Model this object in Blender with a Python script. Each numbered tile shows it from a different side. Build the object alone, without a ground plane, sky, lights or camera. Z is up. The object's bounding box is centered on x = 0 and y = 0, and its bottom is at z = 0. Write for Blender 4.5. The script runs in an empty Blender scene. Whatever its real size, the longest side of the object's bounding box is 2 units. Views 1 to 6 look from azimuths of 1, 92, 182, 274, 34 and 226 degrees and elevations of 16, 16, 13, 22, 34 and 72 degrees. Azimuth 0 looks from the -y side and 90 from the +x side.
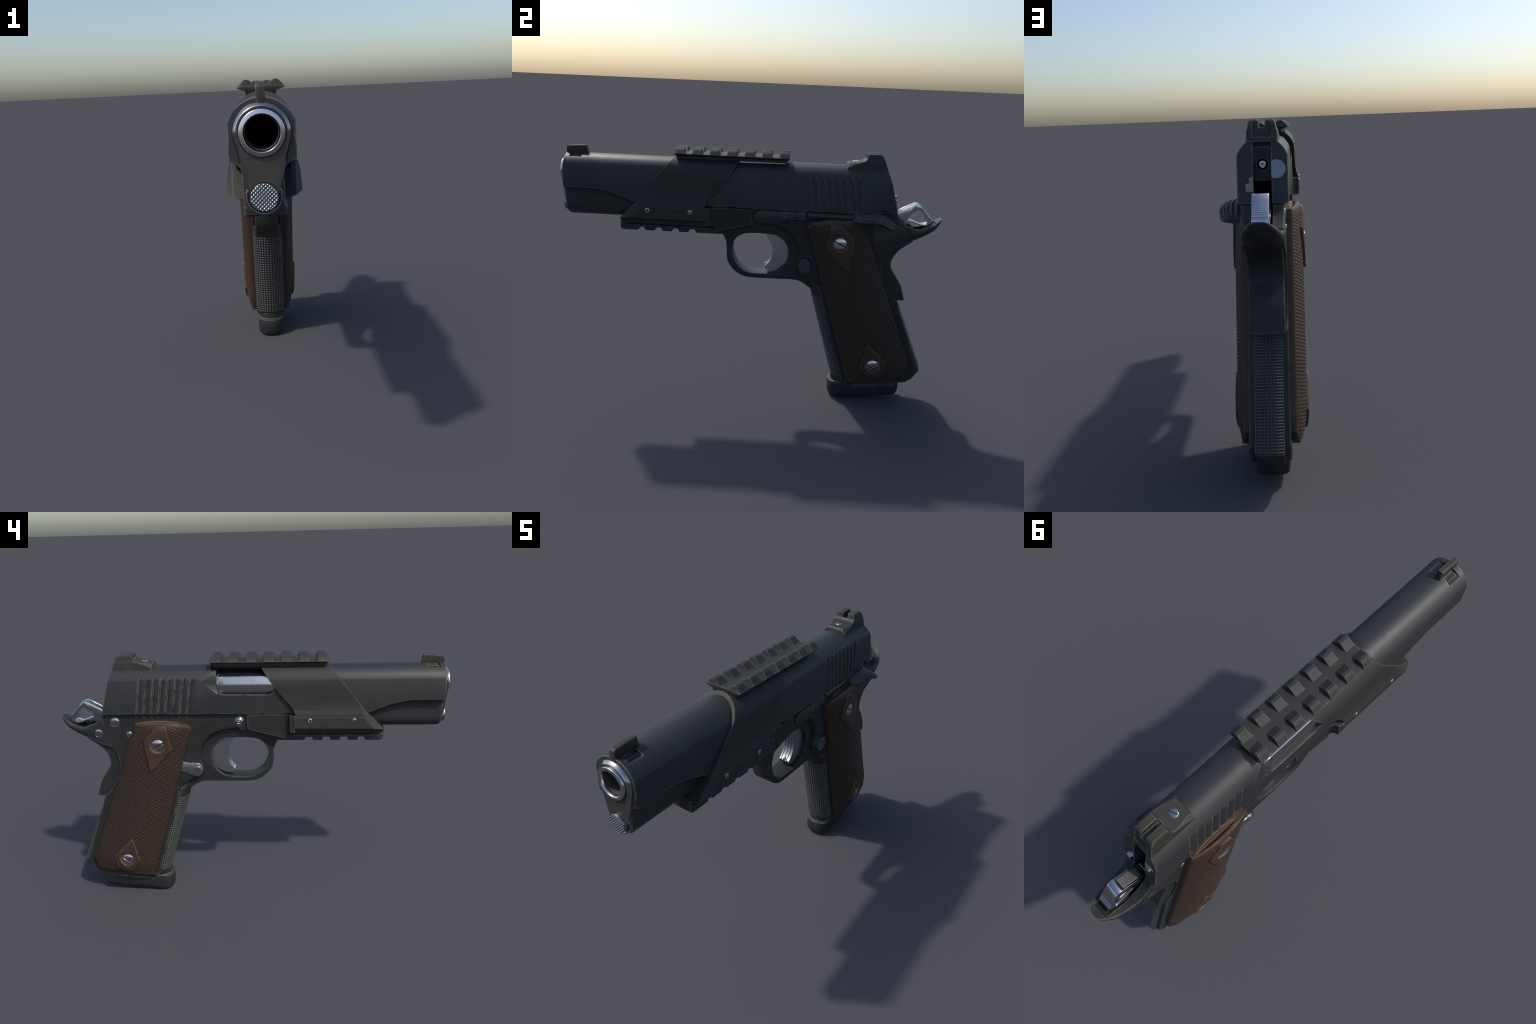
import bpy, bmesh, math, random
from math import pi, sin, cos, sqrt, atan2
from mathutils import Vector, Matrix

random.seed(7)
CX = -0.0115          # the pistol's plane of symmetry stands slightly off x = 0
COL = bpy.context.scene.collection

# ------------------------------------------------------------------ materials
def new_mat(name):
    m = bpy.data.materials.new(name)
    m.use_nodes = True
    nt = m.node_tree
    for n in list(nt.nodes):
        nt.nodes.remove(n)
    out = nt.nodes.new('ShaderNodeOutputMaterial')
    bs = nt.nodes.new('ShaderNodeBsdfPrincipled')
    nt.links.new(bs.outputs[0], out.inputs[0])
    return m, nt, bs

def nd(nt, typ, **kw):
    n = nt.nodes.new(typ)
    for k, v in kw.items():
        if k.startswith('i_'):
            key = k[2:]
            key = int(key) if key.isdigit() else key.replace('_', ' ')
            n.inputs[key].default_value = v
        else:
            setattr(n, k, v)
    return n

def noise(nt, scale, detail=4, rough=0.6, vec=None):
    n = nd(nt, 'ShaderNodeTexNoise', i_Scale=scale, i_Detail=detail, i_Roughness=rough)
    if vec is None:
        tc = nd(nt, 'ShaderNodeTexCoord')
        vec = tc.outputs['Object']
    nt.links.new(vec, n.inputs['Vector'])
    return n.outputs['Fac']

def ramp(nt, fac, lo, hi, a=0.0, b=1.0):
    n = nd(nt, 'ShaderNodeMapRange', i_1=lo, i_2=hi, i_3=a, i_4=b)
    nt.links.new(fac, n.inputs[0])
    return n.outputs[0]

def mth(nt, op, a, b=None, clamp=False):
    n = nd(nt, 'ShaderNodeMath', operation=op)
    n.use_clamp = clamp
    for i, v in enumerate((a, b)):
        if v is None:
            continue
        if isinstance(v, (int, float)):
            n.inputs[i].default_value = v
        else:
            nt.links.new(v, n.inputs[i])
    return n.outputs[0]

def mixc(nt, fac, a, b):
    n = nd(nt, 'ShaderNodeMix', data_type='RGBA')
    for idx, v in ((0, fac), (6, a), (7, b)):
        if isinstance(v, (int, float)):
            n.inputs[idx].default_value = v
        elif isinstance(v, tuple):
            n.inputs[idx].default_value = (v[0], v[1], v[2], 1)
        else:
            nt.links.new(v, n.inputs[idx])
    return n.outputs[2]

def edge_mask(nt, radius):
    """0 on flats, rising to 1 on edges: bent (bevelled) normal against the true one"""
    bv = nd(nt, 'ShaderNodeBevel', samples=6)
    bv.inputs['Radius'].default_value = radius
    g = nd(nt, 'ShaderNodeNewGeometry')
    d = nd(nt, 'ShaderNodeVectorMath', operation='DOT_PRODUCT')
    nt.links.new(bv.outputs[0], d.inputs[0])
    nt.links.new(g.outputs['Normal'], d.inputs[1])
    return bv.outputs[0], mth(nt, 'SUBTRACT', 1.0, d.outputs['Value'])

def gunmetal(name, base, tint, rough=0.42, wear=0.5, edge_col=(0.13, 0.13, 0.12), metallic=0.0, spec=0.42, rad=0.004, wrad=0.011):
    m, nt, bs = new_mat(name)
    nrm, _ = edge_mask(nt, rad)
    _, em = edge_mask(nt, wrad)
    cl = ramp(nt, noise(nt, 7, 5, 0.6), 0.42, 0.68)
    fine = ramp(nt, noise(nt, 60, 4, 0.7), 0.3, 0.75, 0.0, 1.0)
    col = mixc(nt, mth(nt, 'MULTIPLY', cl, 0.75), base, tint)
    # rubbed, lighter edges broken up by noise
    wr = mth(nt, 'MULTIPLY', ramp(nt, em, 0.012, 0.11), ramp(nt, noise(nt, 24, 5, 0.75), 0.38, 0.56), True)
    wr = mth(nt, 'MULTIPLY', wr, wear)
    col = mixc(nt, wr, col, edge_col)
    nt.links.new(col, bs.inputs['Base Color'])
    r = mth(nt, 'ADD', rough, mth(nt, 'MULTIPLY', mth(nt, 'SUBTRACT', fine, 0.5), 0.07))
    nt.links.new(r, bs.inputs['Roughness'])
    bs.inputs['Metallic'].default_value = metallic
    bs.inputs['Specular IOR Level'].default_value = spec
    b = nd(nt, 'ShaderNodeBump', i_Strength=0.05, i_Distance=0.002)
    nt.links.new(noise(nt, 220, 2, 0.5), b.inputs['Height'])
    nt.links.new(nrm, b.inputs['Normal'])
    nt.links.new(b.outputs[0], bs.inputs['Normal'])
    return m

def steel(name, base=(0.55, 0.55, 0.57), rough=0.16, grime=0.35, rad=0.003, dark=(0.10, 0.095, 0.085), nscale=16):
    m, nt, bs = new_mat(name)
    nrm, em = edge_mask(nt, rad)
    g = ramp(nt, noise(nt, nscale, 6, 0.7), 0.52, 0.75)
    sp = ramp(nt, noise(nt, 75, 3, 0.6), 0.66, 0.74)
    f = mth(nt, 'MULTIPLY', mth(nt, 'MAXIMUM', g, sp), grime)
    col = mixc(nt, f, base, dark)
    nt.links.new(col, bs.inputs['Base Color'])
    bs.inputs['Metallic'].default_value = 1.0
    r = mth(nt, 'ADD', rough, mth(nt, 'MULTIPLY', f, 0.35))
    nt.links.new(r, bs.inputs['Roughness'])
    nt.links.new(nrm, bs.inputs['Normal'])
    return m

# the checkering lattice of the wooden grips, in the (y, z) plane
LA = (-0.0126, -0.0059)
LB = (0.0097, -0.0105)
_det = LA[0] * LB[1] - LA[1] * LB[0]
PA = (LB[1] / _det, -LB[0] / _det)      # p = y*PA0 + z*PA1
QA = (-LA[1] / _det, LA[0] / _det)

def bump_height(y, z):
    p = y * PA[0] + z * PA[1]
    q = y * QA[0] + z * QA[1]
    a = abs((p % 1.0) - 0.5) * 2
    b = abs((q % 1.0) - 0.5) * 2
    return min(1.0, 1.35 * min(a, b)) * (0.55 + 0.45 * max(a, b))

def wood(name, checker, base=(0.068, 0.0375, 0.0240), dark=(0.030, 0.0180, 0.0130)):
    m, nt, bs = new_mat(name)
    tc = nd(nt, 'ShaderNodeTexCoord')
    mp = nd(nt, 'ShaderNodeMapping')
    mp.inputs['Rotation'].default_value = (-0.29, 0, 0)
    mp.inputs['Scale'].default_value = (14, 14, 1.6)
    nt.links.new(tc.outputs['Object'], mp.inputs[0])
    gr = ramp(nt, noise(nt, 2.2, 6, 0.65, mp.outputs[0]), 0.3, 0.75)
    big = ramp(nt, noise(nt, 4.0, 4, 0.6), 0.35, 0.7)
    col = mixc(nt, gr, base, (base[0] * 0.62, base[1] * 0.62, base[2] * 0.64))
    col = mixc(nt, mth(nt, 'MULTIPLY', big, 0.55), col, dark)
    if checker:
        def lat(v):
            d = nd(nt, 'ShaderNodeVectorMath', operation='DOT_PRODUCT')
            nt.links.new(tc.outputs['Object'], d.inputs[0])
            d.inputs[1].default_value = (0, v[0], v[1])
            fr = mth(nt, 'FRACT', mth(nt, 'ADD', d.outputs['Value'], 100.0))
            return mth(nt, 'MULTIPLY', mth(nt, 'ABSOLUTE', mth(nt, 'SUBTRACT', fr, 0.5)), 2.0)
        a, b = lat(PA), lat(QA)
        mn = mth(nt, 'MINIMUM', a, b)
        col = mixc(nt, ramp(nt, mn, 0.15, 0.6), (0.021, 0.0130, 0.0100), col)
        tip = mth(nt, 'MULTIPLY', ramp(nt, mn, 0.55, 0.9), ramp(nt, noise(nt, 45, 3), 0.4, 0.62))
        col = mixc(nt, mth(nt, 'MULTIPLY', tip, 0.6), col, (0.135, 0.094, 0.063))
        bs.inputs['Roughness'].default_value = 0.58
    else:
        nrm, _ = edge_mask(nt, 0.004)
        _, em = edge_mask(nt, 0.012)
        wr = mth(nt, 'MULTIPLY', ramp(nt, em, 0.012, 0.12), ramp(nt, noise(nt, 30, 4), 0.32, 0.55))
        col = mixc(nt, mth(nt, 'MULTIPLY', wr, 0.7), col, (0.19, 0.13, 0.088))
        nt.links.new(nrm, bs.inputs['Normal'])
        bs.inputs['Roughness'].default_value = 0.5
    bs.inputs['Specular IOR Level'].default_value = 0.35
    nt.links.new(col, bs.inputs['Base Color'])
    return m

M_SLIDE = gunmetal('blued_slide_steel', (0.0245, 0.0256, 0.0268), (0.0295, 0.0300, 0.0288), 0.50, 0.8, (0.19, 0.19, 0.18), spec=0.4, wrad=0.0085)
M_FRAME = gunmetal('blued_frame_steel', (0.0208, 0.0216, 0.0224), (0.0285, 0.0286, 0.0252), 0.52, 0.75, (0.14, 0.14, 0.132), spec=0.3)
M_MOUNT = gunmetal('olive_black_mount', (0.0262, 0.0264, 0.0258), (0.034, 0.033, 0.0285), 0.58, 0.6, (0.11, 0.106, 0.094), spec=0.3)
M_SIGHT = gunmetal('olive_black_sight', (0.029, 0.0275, 0.0225), (0.042, 0.038, 0.028), 0.56, 0.7, (0.14, 0.132, 0.112), spec=0.35)
M_CHECK = gunmetal('checkered_frame_steel', (0.055, 0.057, 0.057), (0.063, 0.063, 0.058), 0.42, 0.5, (0.17, 0.17, 0.165), rad=0.0012, wrad=0.003)  # base lightened to offset the shade on the mainspring housing ridges
M_LEVER = gunmetal('blued_lever_steel', (0.023, 0.0235, 0.0245), (0.030, 0.030, 0.028), 0.44, 0.9, (0.15, 0.155, 0.16), wrad=0.008)
M_STEEL = steel('polished_steel')
M_BARREL = steel('barrel_steel', (0.55, 0.54, 0.57), 0.24, 0.25)
M_PIN = steel('worn_pin_steel', (0.46, 0.46, 0.46), 0.22, 0.4)
M_ALU = steel('brushed_trigger_alloy', (0.38, 0.39, 0.41), 0.38, 0.75, 0.003, (0.10, 0.11, 0.12), 12)  # base lowered and mottling strengthened to paint the trigger sides' shade
M_DIM = steel('dim_extractor_steel', (0.27, 0.27, 0.28), 0.22, 0.5, 0.002)  # base darkened to give the mirror-like extractor its dark reflection
M_DULL = steel('dull_hammer_steel', (0.26, 0.245, 0.235), 0.5, 0.3, 0.002, (0.15, 0.14, 0.13), 9)
M_KNURL = steel('knurled_plug_steel', (0.27, 0.285, 0.31), 0.36, 0.15, 0.0006)
M_BLACK = gunmetal('painted_shadow_black', (0.0015, 0.0015, 0.0015), (0.002, 0.002, 0.002), 0.8, 0.0, spec=0.0)  # near-black without specular: darkness of bore and hammer channel put into the colour
M_BORE = gunmetal('bore_wall', (0.045, 0.042, 0.037), (0.07, 0.066, 0.058), 0.5, 0.0)  # lightened, warm brown carries the sunlight on the inner muzzle wall
M_WOODC = wood('checkered_walnut', True)
M_WOOD = wood('smooth_walnut', False)

def bushing_mat():
    m, nt, bs = new_mat('barrel_bushing_steel')
    nrm, em = edge_mask(nt, 0.002)
    tc = nd(nt, 'ShaderNodeTexCoord')
    sp = nd(nt, 'ShaderNodeSeparateXYZ')
    nt.links.new(tc.outputs['Normal'], sp.inputs[0])
    flat = ramp(nt, mth(nt, 'ABSOLUTE', sp.outputs[1]), 0.93, 0.985)
    mott = noise(nt, 30, 5, 0.7)
    dull = mixc(nt, mott, (0.042, 0.041, 0.035), (0.085, 0.082, 0.074))
    nt.links.new(mixc(nt, flat, (0.36, 0.36, 0.37), dull), bs.inputs['Base Color'])
    nt.links.new(mth(nt, 'SUBTRACT', 1.0, mth(nt, 'MULTIPLY', flat, 0.5)), bs.inputs['Metallic'])
    nt.links.new(mth(nt, 'ADD', 0.17, mth(nt, 'MULTIPLY', flat, 0.25)), bs.inputs['Roughness'])
    nt.links.new(nrm, bs.inputs['Normal'])
    return m
M_BUSH = bushing_mat()

# ------------------------------------------------------------------ mesh tools
ROOT = bpy.data.objects.new('pistol', None)
ROOT.location = (CX, 0, 0)
COL.objects.link(ROOT)
ROOT['label'] = 'black semi-automatic pistol with walnut grips and sight rails'
ROOT['category'] = 'pistol'

def obj_from(name, verts, faces, mat=None, parent=None):
    me = bpy.data.meshes.new(name)
    me.from_pydata([tuple(v) for v in verts], [], faces)
    bm = bmesh.new(); bm.from_mesh(me)
    bmesh.ops.recalc_face_normals(bm, faces=bm.faces)
    bm.to_mesh(me); bm.free()
    if mat:
        me.materials.append(mat)
    ob = bpy.data.objects.new(name, me)
    COL.objects.link(ob)
    return ob

def loft(name, rings, mat=None, caps=True):
    n = len(rings[0]); V = []; F = []
    for r in rings:
        V += r
    for i in range(len(rings) - 1):
        for j in range(n):
            k = (j + 1) % n
            F.append((i * n + j, i * n + k, (i + 1) * n + k, (i + 1) * n + j))
    if caps:
        F.append(tuple(range(n - 1, -1, -1)))
        F.append(tuple((len(rings) - 1) * n + j for j in range(n)))
    return obj_from(name, V, F, mat)

def prism_x(name, yz, x0, x1, mat=None):
    return loft(name, [[(x0, y, z) for y, z in yz], [(x1, y, z) for y, z in yz]], mat)

def prism_y(name, xz, y0, y1, mat=None):
    return loft(name, [[(x, y0, z) for x, z in xz], [(x, y1, z) for x, z in xz]], mat)

def prism_z(name, xy, z0, z1, mat=None):
    return loft(name, [[(x, y, z0) for x, y in xy], [(x, y, z1) for x, y in xy]], mat)

def box(name, a, b, mat=None):
    return prism_x(name, [(a[1], a[2]), (b[1], a[2]), (b[1], b[2]), (a[1], b[2])], a[0], b[0], mat)

def circ(cy, cz, r, n=48, a0=0.0):
    return [(cy + r * cos(a0 + 2 * pi * i / n), cz + r * sin(a0 + 2 * pi * i / n)) for i in range(n)]

def mirror(half):
    """closed section from the +x half, listed from the top centre side down"""
    return half + [(-x, z) for x, z in reversed(half)]

def lathe(name, axis, origin, prof, mat=None, n=48):
    """prof: (radius, distance along axis); axis is a signed letter such as '+x'"""
    rings = []
    s = 1 if axis[0] == '+' else -1
    for r, h in prof:
        ring = []
        for i in range(n):
            a = 2 * pi * i / n
            u, v = r * cos(a), r * sin(a)
            if axis[1] == 'x':
                p = (origin[0] + s * h, origin[1] + u, origin[2] + v)
            elif axis[1] == 'y':
                p = (origin[0] + u, origin[1] + s * h, origin[2] + v)
            else:
                p = (origin[0] + u, origin[1] + v, origin[2] + s * h)
            ring.append(p)
        rings.append(ring)
    return loft(name, rings, mat)

def apply(ob):
    dg = bpy.context.evaluated_depsgraph_get()
    dg.update()
    me = bpy.data.meshes.new_from_object(ob.evaluated_get(dg))
    old = ob.data
    ob.modifiers.clear()
    ob.data = me
    me.name = ob.name
    bpy.data.meshes.remove(old)

def cut(ob, *tools, op='DIFFERENCE'):
    for t in tools:
        m = ob.modifiers.new('b', 'BOOLEAN')
        m.operation = op
        m.solver = 'EXACT'
        m.object = t
    apply(ob)
    for t in tools:
        d = t.data
        bpy.data.objects.remove(t)
        bpy.data.meshes.remove(d)
    return ob

def bevel(ob, w, seg=2, ang=30):
    m = ob.modifiers.new('v', 'BEVEL')
    m.width = w; m.segments = seg
    m.limit_method = 'ANGLE'; m.angle_limit = math.radians(ang)
    m.use_clamp_overlap = True
    apply(ob)
    return ob

def join(name, obs, mat=None):
    bm = bmesh.new()
    mats = []
    for o in obs:
        tmp = bmesh.new(); tmp.from_mesh(o.data)
        me = bpy.data.meshes.new('t')
        idx = []
        for mm in o.data.materials:
            if mm not in mats:
                mats.append(mm)
            idx.append(mats.index(mm))
        for f in tmp.faces:
            f.material_index = idx[f.material_index] if idx else 0
        tmp.to_mesh(me); tmp.free()
        bm.from_mesh(me)
        bpy.data.meshes.remove(me)
    me = bpy.data.meshes.new(name)
    bm.to_mesh(me); bm.free()
    for mm in mats:
        me.materials.append(mm)
    for o in obs:
        d = o.data
        bpy.data.objects.remove(o); bpy.data.meshes.remove(d)
    ob = bpy.data.objects.new(name, me)
    COL.objects.link(ob)
    return ob

def finish(ob, parent=ROOT, ang=35, name=None, weighted=False):
    me = ob.data
    me.polygons.foreach_set('use_smooth', [True] * len(me.polygons))
    me.set_sharp_from_angle(angle=math.radians(ang))
    if name:
        ob.name = name
    me.name = ob.name
    ob.parent = parent
    if weighted:
        w = ob.modifiers.new('wn', 'WEIGHTED_NORMAL')
        w.keep_sharp = True
        w.weight = 80
        apply(ob)
    return ob

def interp(pts, x):
    if x <= pts[0][0]:
        return pts[0][1]
    for (a, b), (c, d) in zip(pts, pts[1:]):
        if x <= c:
            return b + (d - b) * (x - a) / (c - a)
    return pts[-1][1]

def smooth_curve(pts, n, closed=False):
    """Catmull-Rom through control points"""
    out = []
    N = len(pts)
    segs = N if closed else N - 1
    for i in range(segs):
        g = lambda k: pts[k % N] if closed else pts[max(0, min(N - 1, k))]
        p0, p1, p2, p3 = g(i - 1), g(i), g(i + 1), g(i + 2)
        for j in range(n):
            t = j / n
            out.append(tuple(0.5 * (2 * b + (c - a) * t + (2 * a - 5 * b + 4 * c - d) * t * t + (3 * b - a - 3 * c + d) * t ** 3)
                             for a, b, c, d in zip(p0, p1, p2, p3)))
    if not closed:
        out.append(pts[-1])
    return out

def round_poly(pts, r, n=5):
    """round every corner of a polygon; r is a number or a list, one per corner"""
    out = []
    N = len(pts)
    for i in range(N):
        p = Vector(pts[i]); a = Vector(pts[i - 1]); b = Vector(pts[(i + 1) % N])
        rr = r[i] if isinstance(r, (list, tuple)) else r
        d = min(rr, 0.45 * (a - p).length, 0.45 * (b - p).length)
        if d < 1e-5:
            out.append(tuple(p)); continue
        s = p + (a - p).normalized() * d
        e = p + (b - p).normalized() * d
        for k in range(n + 1):
            t = k / n
            q = s * (1 - t) ** 2 + p * 2 * t * (1 - t) + e * t * t
            out.append(tuple(q))
    return out

# ------------------------------------------------------------------ slide
BZ = 1.218                      # bore axis height
HW = 0.0925                     # half width of the slide
AR, AZ = 0.0978, 1.2140         # radius and centre of the rounded top
CUT_TOP = smooth_curve([(-1.1, 1.142), (-0.95, 1.142), (-0.88, 1.1415), (-0.80, 1.139), (-0.724, 1.124), (-0.653, 1.098),
                        (-0.606, 1.080), (-0.5, 1.062), (-0.3, 1.06)], 8)

def top_arc(n=36, grow=0.0):
    R = AR + grow
    w = HW + grow
    a = math.acos(w / R)
    return [(R * cos(a + (pi / 2 - a) * i / n), AZ + R * sin(a + (pi / 2 - a) * i / n)) for i in range(n + 1)]

def half_arc_down(n=18, grow=0.0):
    return list(reversed(top_arc(n, grow)))     # from the crown down to the shoulder, +x side

def front_section(y):
    zb = interp(CUT_TOP, y)
    half = half_arc_down()
    half.append((HW, zb))
    r = 0.0345
    for i in range(1, 9):
        a = pi / 2 + (pi / 2) * i / 8
        half.append((HW + r * cos(a), zb - r + r * sin(a)))
    pr = HW - r
    half.append((pr, min(1.046, zb - r - 0.004)))
    for i in range(1, 13):
        a = -(pi / 2) * i / 12
        half.append((pr * cos(a), 1.046 + pr * sin(a)))
    half = [(x, z) for x, z in half]
    return mirror(half[:-1]) + []

def close_crown(sec):
    return sec

ys = [-0.975] + [-0.96 + 0.0175 * i for i in range(37)]
rings = []
for y in ys:
    s = front_section(y)
    # the crown point is listed twice by the mirror: drop the copy; add the keel point
    half = s[:len(s) // 2]
    pr = HW - 0.0345
    sec = half + [(0, 1.046 - pr)] + [(-x, z) for x, z in reversed(half[1:])]
    rings.append([(x, y, z) for x, z in sec])
slide_front = loft('slide_front', rings, M_SLIDE)
# rounded chin of the spring tunnel, dovetail slot for the front sight
cut(slide_front,
    prism_x('c', [(-1.1, 0.9), (-0.9, 0.9), (-0.9, 0.975), (-0.955, 0.985), (-0.968, 1.003), (-0.976, 1.03), (-1.1, 1.03)], -0.2, 0.2),
    lathe('c', '-y', (0, -0.43, BZ), [(0.0655, 0), (0.0655, 0.7)], n=72),
    prism_x('c', [(-0.952, 1.2955), (-0.888, 1.2955), (-0.894, 1.34), (-0.946, 1.34)], -0.2, 0.2))

half = half_arc_down() + [(HW, 1.076)]
sec = half + [(-x, z) for x, z in reversed(half[1:])]
slide_rear = loft('slide_rear', [[(x, y, z) for x, z in sec] for y in (-0.34, 0.80)], M_SLIDE)
REAR = smooth_curve([(0.675, 1.33), (0.690, 1.293), (0.708, 1.245), (0.722, 1.200), (0.736, 1.150), (0.747, 1.110), (0.756, 1.060)], 6)
tools = [prism_x('c', REAR + [(0.9, 1.06), (0.9, 1.33)], -0.2, 0.2)]
# ejection port, open to the right and across the crown
port = round_poly([(0.160, 1.40), (0.160, 1.176), (-0.140, 1.173), (-0.140, 1.40)], [0, 0.045, 0.05, 0], 8)
tools.append(prism_x('c', port, -0.2, 0.02))
tools.append(prism_x('c', [(0.166, 1.40), (0.166, 1.302), (-0.13, 1.298), (-0.13, 1.40)], 0.0, 0.2))
tools.append(box('c', (-0.2, 0.10, 1.290), (0.02, 0.187, 1.40)))
# scallop behind the port
sc0 = [(-0.2, 1.150), (-0.0935, 1.1735), (-0.0835, 1.1880), (-0.0760, 1.2100), (-0.0730, 1.2430), (-0.0690, 1.2700), (-0.0570, 1.3000), (-0.2, 1.335)]
sc1 = [(-0.2, 1.2410), (-0.0936, 1.2418), (-0.0933, 1.2422), (-0.0931, 1.2426), (-0.0930, 1.2430), (-0.0929, 1.2434), (-0.0927, 1.2440), (-0.2, 1.2450)]
tools.append(loft('c', [[(x, 0.150, z) for x, z in sc0], [(x, 0.236, z) for x, z in sc1]]))
# hammer slot in the rear face, safety notch and slide-stop notch
tools.append(box('c', (-0.033, 0.66, 1.0), (0.033, 0.9, 1.2945)))
tools.append(prism_x('c', circ(0.686, 1.078, 0.024, 24), 0.07, 0.2))
tools.append(prism_x('c', [(-0.118, 1.07), (-0.072, 1.07), (-0.078, 1.085), (-0.112, 1.085)], 0.08, 0.2))
# cocking serrations: eight slanted saw-tooth grooves a side
for s in (1, -1):
    for i in range(8):
        py = 0.273 + 0.0373 * i
        d = 0.0088
        def tooth(z):
            o = py + (1.262 - z) * 0.168
            return [(s * (HW + 0.004), o - 0.024, z), (s * (HW - d), o + 0.0085, z), (s * (HW + 0.004), o + 0.0155, z)]
        tools.append(loft('c', [tooth(1.30), tooth(1.04)]))
cut(slide_rear, *tools)
slide = join('slide', [slide_front, slide_rear])
finish(slide, ang=28, weighted=False)

# firing pin stop, firing pin, extractor, ejector
fps = prism_y('firing_pin_stop', [(-0.0325, 1.152), (0.0325, 1.152), (0.0325, 1.272), (0.02, 1.277), (-0.02, 1.277), (-0.0325, 1.272)], 0.60, 0.693, M_FRAME)
cut(fps, lathe('c', '+y', (0, 0.60, 1.212), [(0.020, 0.06), (0.020, 0.12)]))
finish(fps, slide)
finish(box('dark_channel_block', (-0.0335, 0.58, 1.05), (0.0335, 0.665, 1.151), M_BLACK), slide)
finish(lathe('firing_pin', '+y', (0, 0.64, 1.212), [(0.016, 0), (0.016, 0.049), (0.013, 0.054), (0.008, 0.055), (0.006, 0.053), (0.001, 0.053)], M_STEEL, 32), slide)
ext = lathe('extractor', '+y', (-0.051, 0.60, 1.197), [(0.0335, 0), (0.0335, 0.19), (0.001, 0.19)], M_DIM, 40)
cut(ext, box('c', (-0.0332, 0.5, 1.1), (0.1, 0.9, 1.3)), prism_x('c', [(y + 0.0022, z) for y, z in REAR] + [(0.9, 1.06), (0.9, 1.33)], -0.3, 0.3))
finish(ext, slide)
ej = prism_y('ejector', [(0.0335, 1.118), (0.061, 1.118), (0.061, 1.149), (0.048, 1.149), (0.048, 1.168), (0.0335, 1.172)], 0.6, 0.7475, M_STEEL)
finish(ej, slide)

# ------------------------------------------------------------------ barrel, bushing, plug
barrel = lathe('barrel', '-y', (0, -0.40, BZ), [(0.0635, 0.0), (0.0635, 0.5955), (0.0625, 0.5980), (0.0595, 0.5990), (0.0505, 0.6000), (0.0480, 0.5965),
                                                (0.0465, 0.585), (0.0465, 0.06), (0.001, 0.058)], M_BARREL, 72)
finish(barrel)
lin = lathe('bore_liner', '-y', (0, -0.45, BZ), [(0.0462, 0.0), (0.0462, 0.535), (0.0452, 0.535), (0.0452, 0.012), (0.001, 0.011)], M_BORE, 48)
finish(lin, barrel)
finish(lathe('bore_shadow_liner', '-y', (0, -0.45, BZ), [(0.0445, 0.0), (0.0450, 0.40), (0.0449, 0.40), (0.044, 0.02), (0.001, 0.02)], M_BLACK, 48), barrel)
# chamber hood seen through the port: faceted outside
hood_sec = []
for i in range(64):
    a = 2 * pi * i / 64
    r = 0.0755
    hood_sec.append((r * cos(a), BZ + r * sin(a)))
hs = [(-0.020, 1.2890), (-0.0705, 1.2620), (-0.0785, 1.2210), (-0.0760, 1.1850), (-0.060, 1.168), (0.060, 1.168), (0.0785, 1.2210), (0.07, 1.262), (0.050, 1.2895)]
hood = prism_y('barrel_hood', hs, -0.30, 0.128, M_BARREL)
bevel(hood, 0.006, 3, 10)
hood2 = loft('barrel_hood_rear', [[(x * k, y, BZ + (z - BZ) * k) for x, z in hs] for y, k in ((0.127, 1.0), (0.135, 1.0), (0.150, 0.985), (0.1585, 0.95))], M_BARREL)
hood = join('barrel_hood', [hood, hood2])
finish(hood, barrel, 50)

def hull2(c1, r1, c2, r2, n=40):
    """outline around two circles on the z axis (x, z)"""
    d = c1 - c2
    b = math.asin((r1 - r2) / d)
    out = []
    for i in range(n + 1):
        a = -b + (pi + 2 * b) * i / n
        out.append((r1 * cos(a), c1 + r1 * sin(a)))
    for i in range(n + 1):
        a = pi + b + (pi - 2 * b) * i / n
        out.append((r2 * cos(a), c2 + r2 * sin(a)))
    return out

def off(k):
    return hull2(BZ, 0.0810 - k, 1.046, 0.0400 - k * 0.8)
bush = loft('barrel_bushing', [[(x, y, z) for x, z in off(k)] for y, k in ((-0.972, 0.0), (-0.9765, 0.0), (-0.979, 0.0008), (-0.9885, 0.0095), (-0.9895, 0.0110))], M_BUSH)
cut(bush, lathe('c', '-y', (0, -0.9, BZ), [(0.0652, 0), (0.0652, 0.2)], n=72), lathe('c', '-y', (0, -0.9, 1.046), [(0.0400, 0.02), (0.0400, 0.2)]))
finish(bush, ang=28)
collar = lathe('plug_collar', '-y', (0, -0.960, 1.046), [(0.0525, 0), (0.0525, 0.0155), (0.0510, 0.0180), (0.0480, 0.0190), (0.0440, 0.0165), (0.0425, 0.0140), (0.038, 0.0140)], M_BUSH, 56)
cut(collar, box('c', (-0.2, -1.2, 1.078), (0.2, -0.8, 1.3)))
finish(collar, bush, 28)

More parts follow.
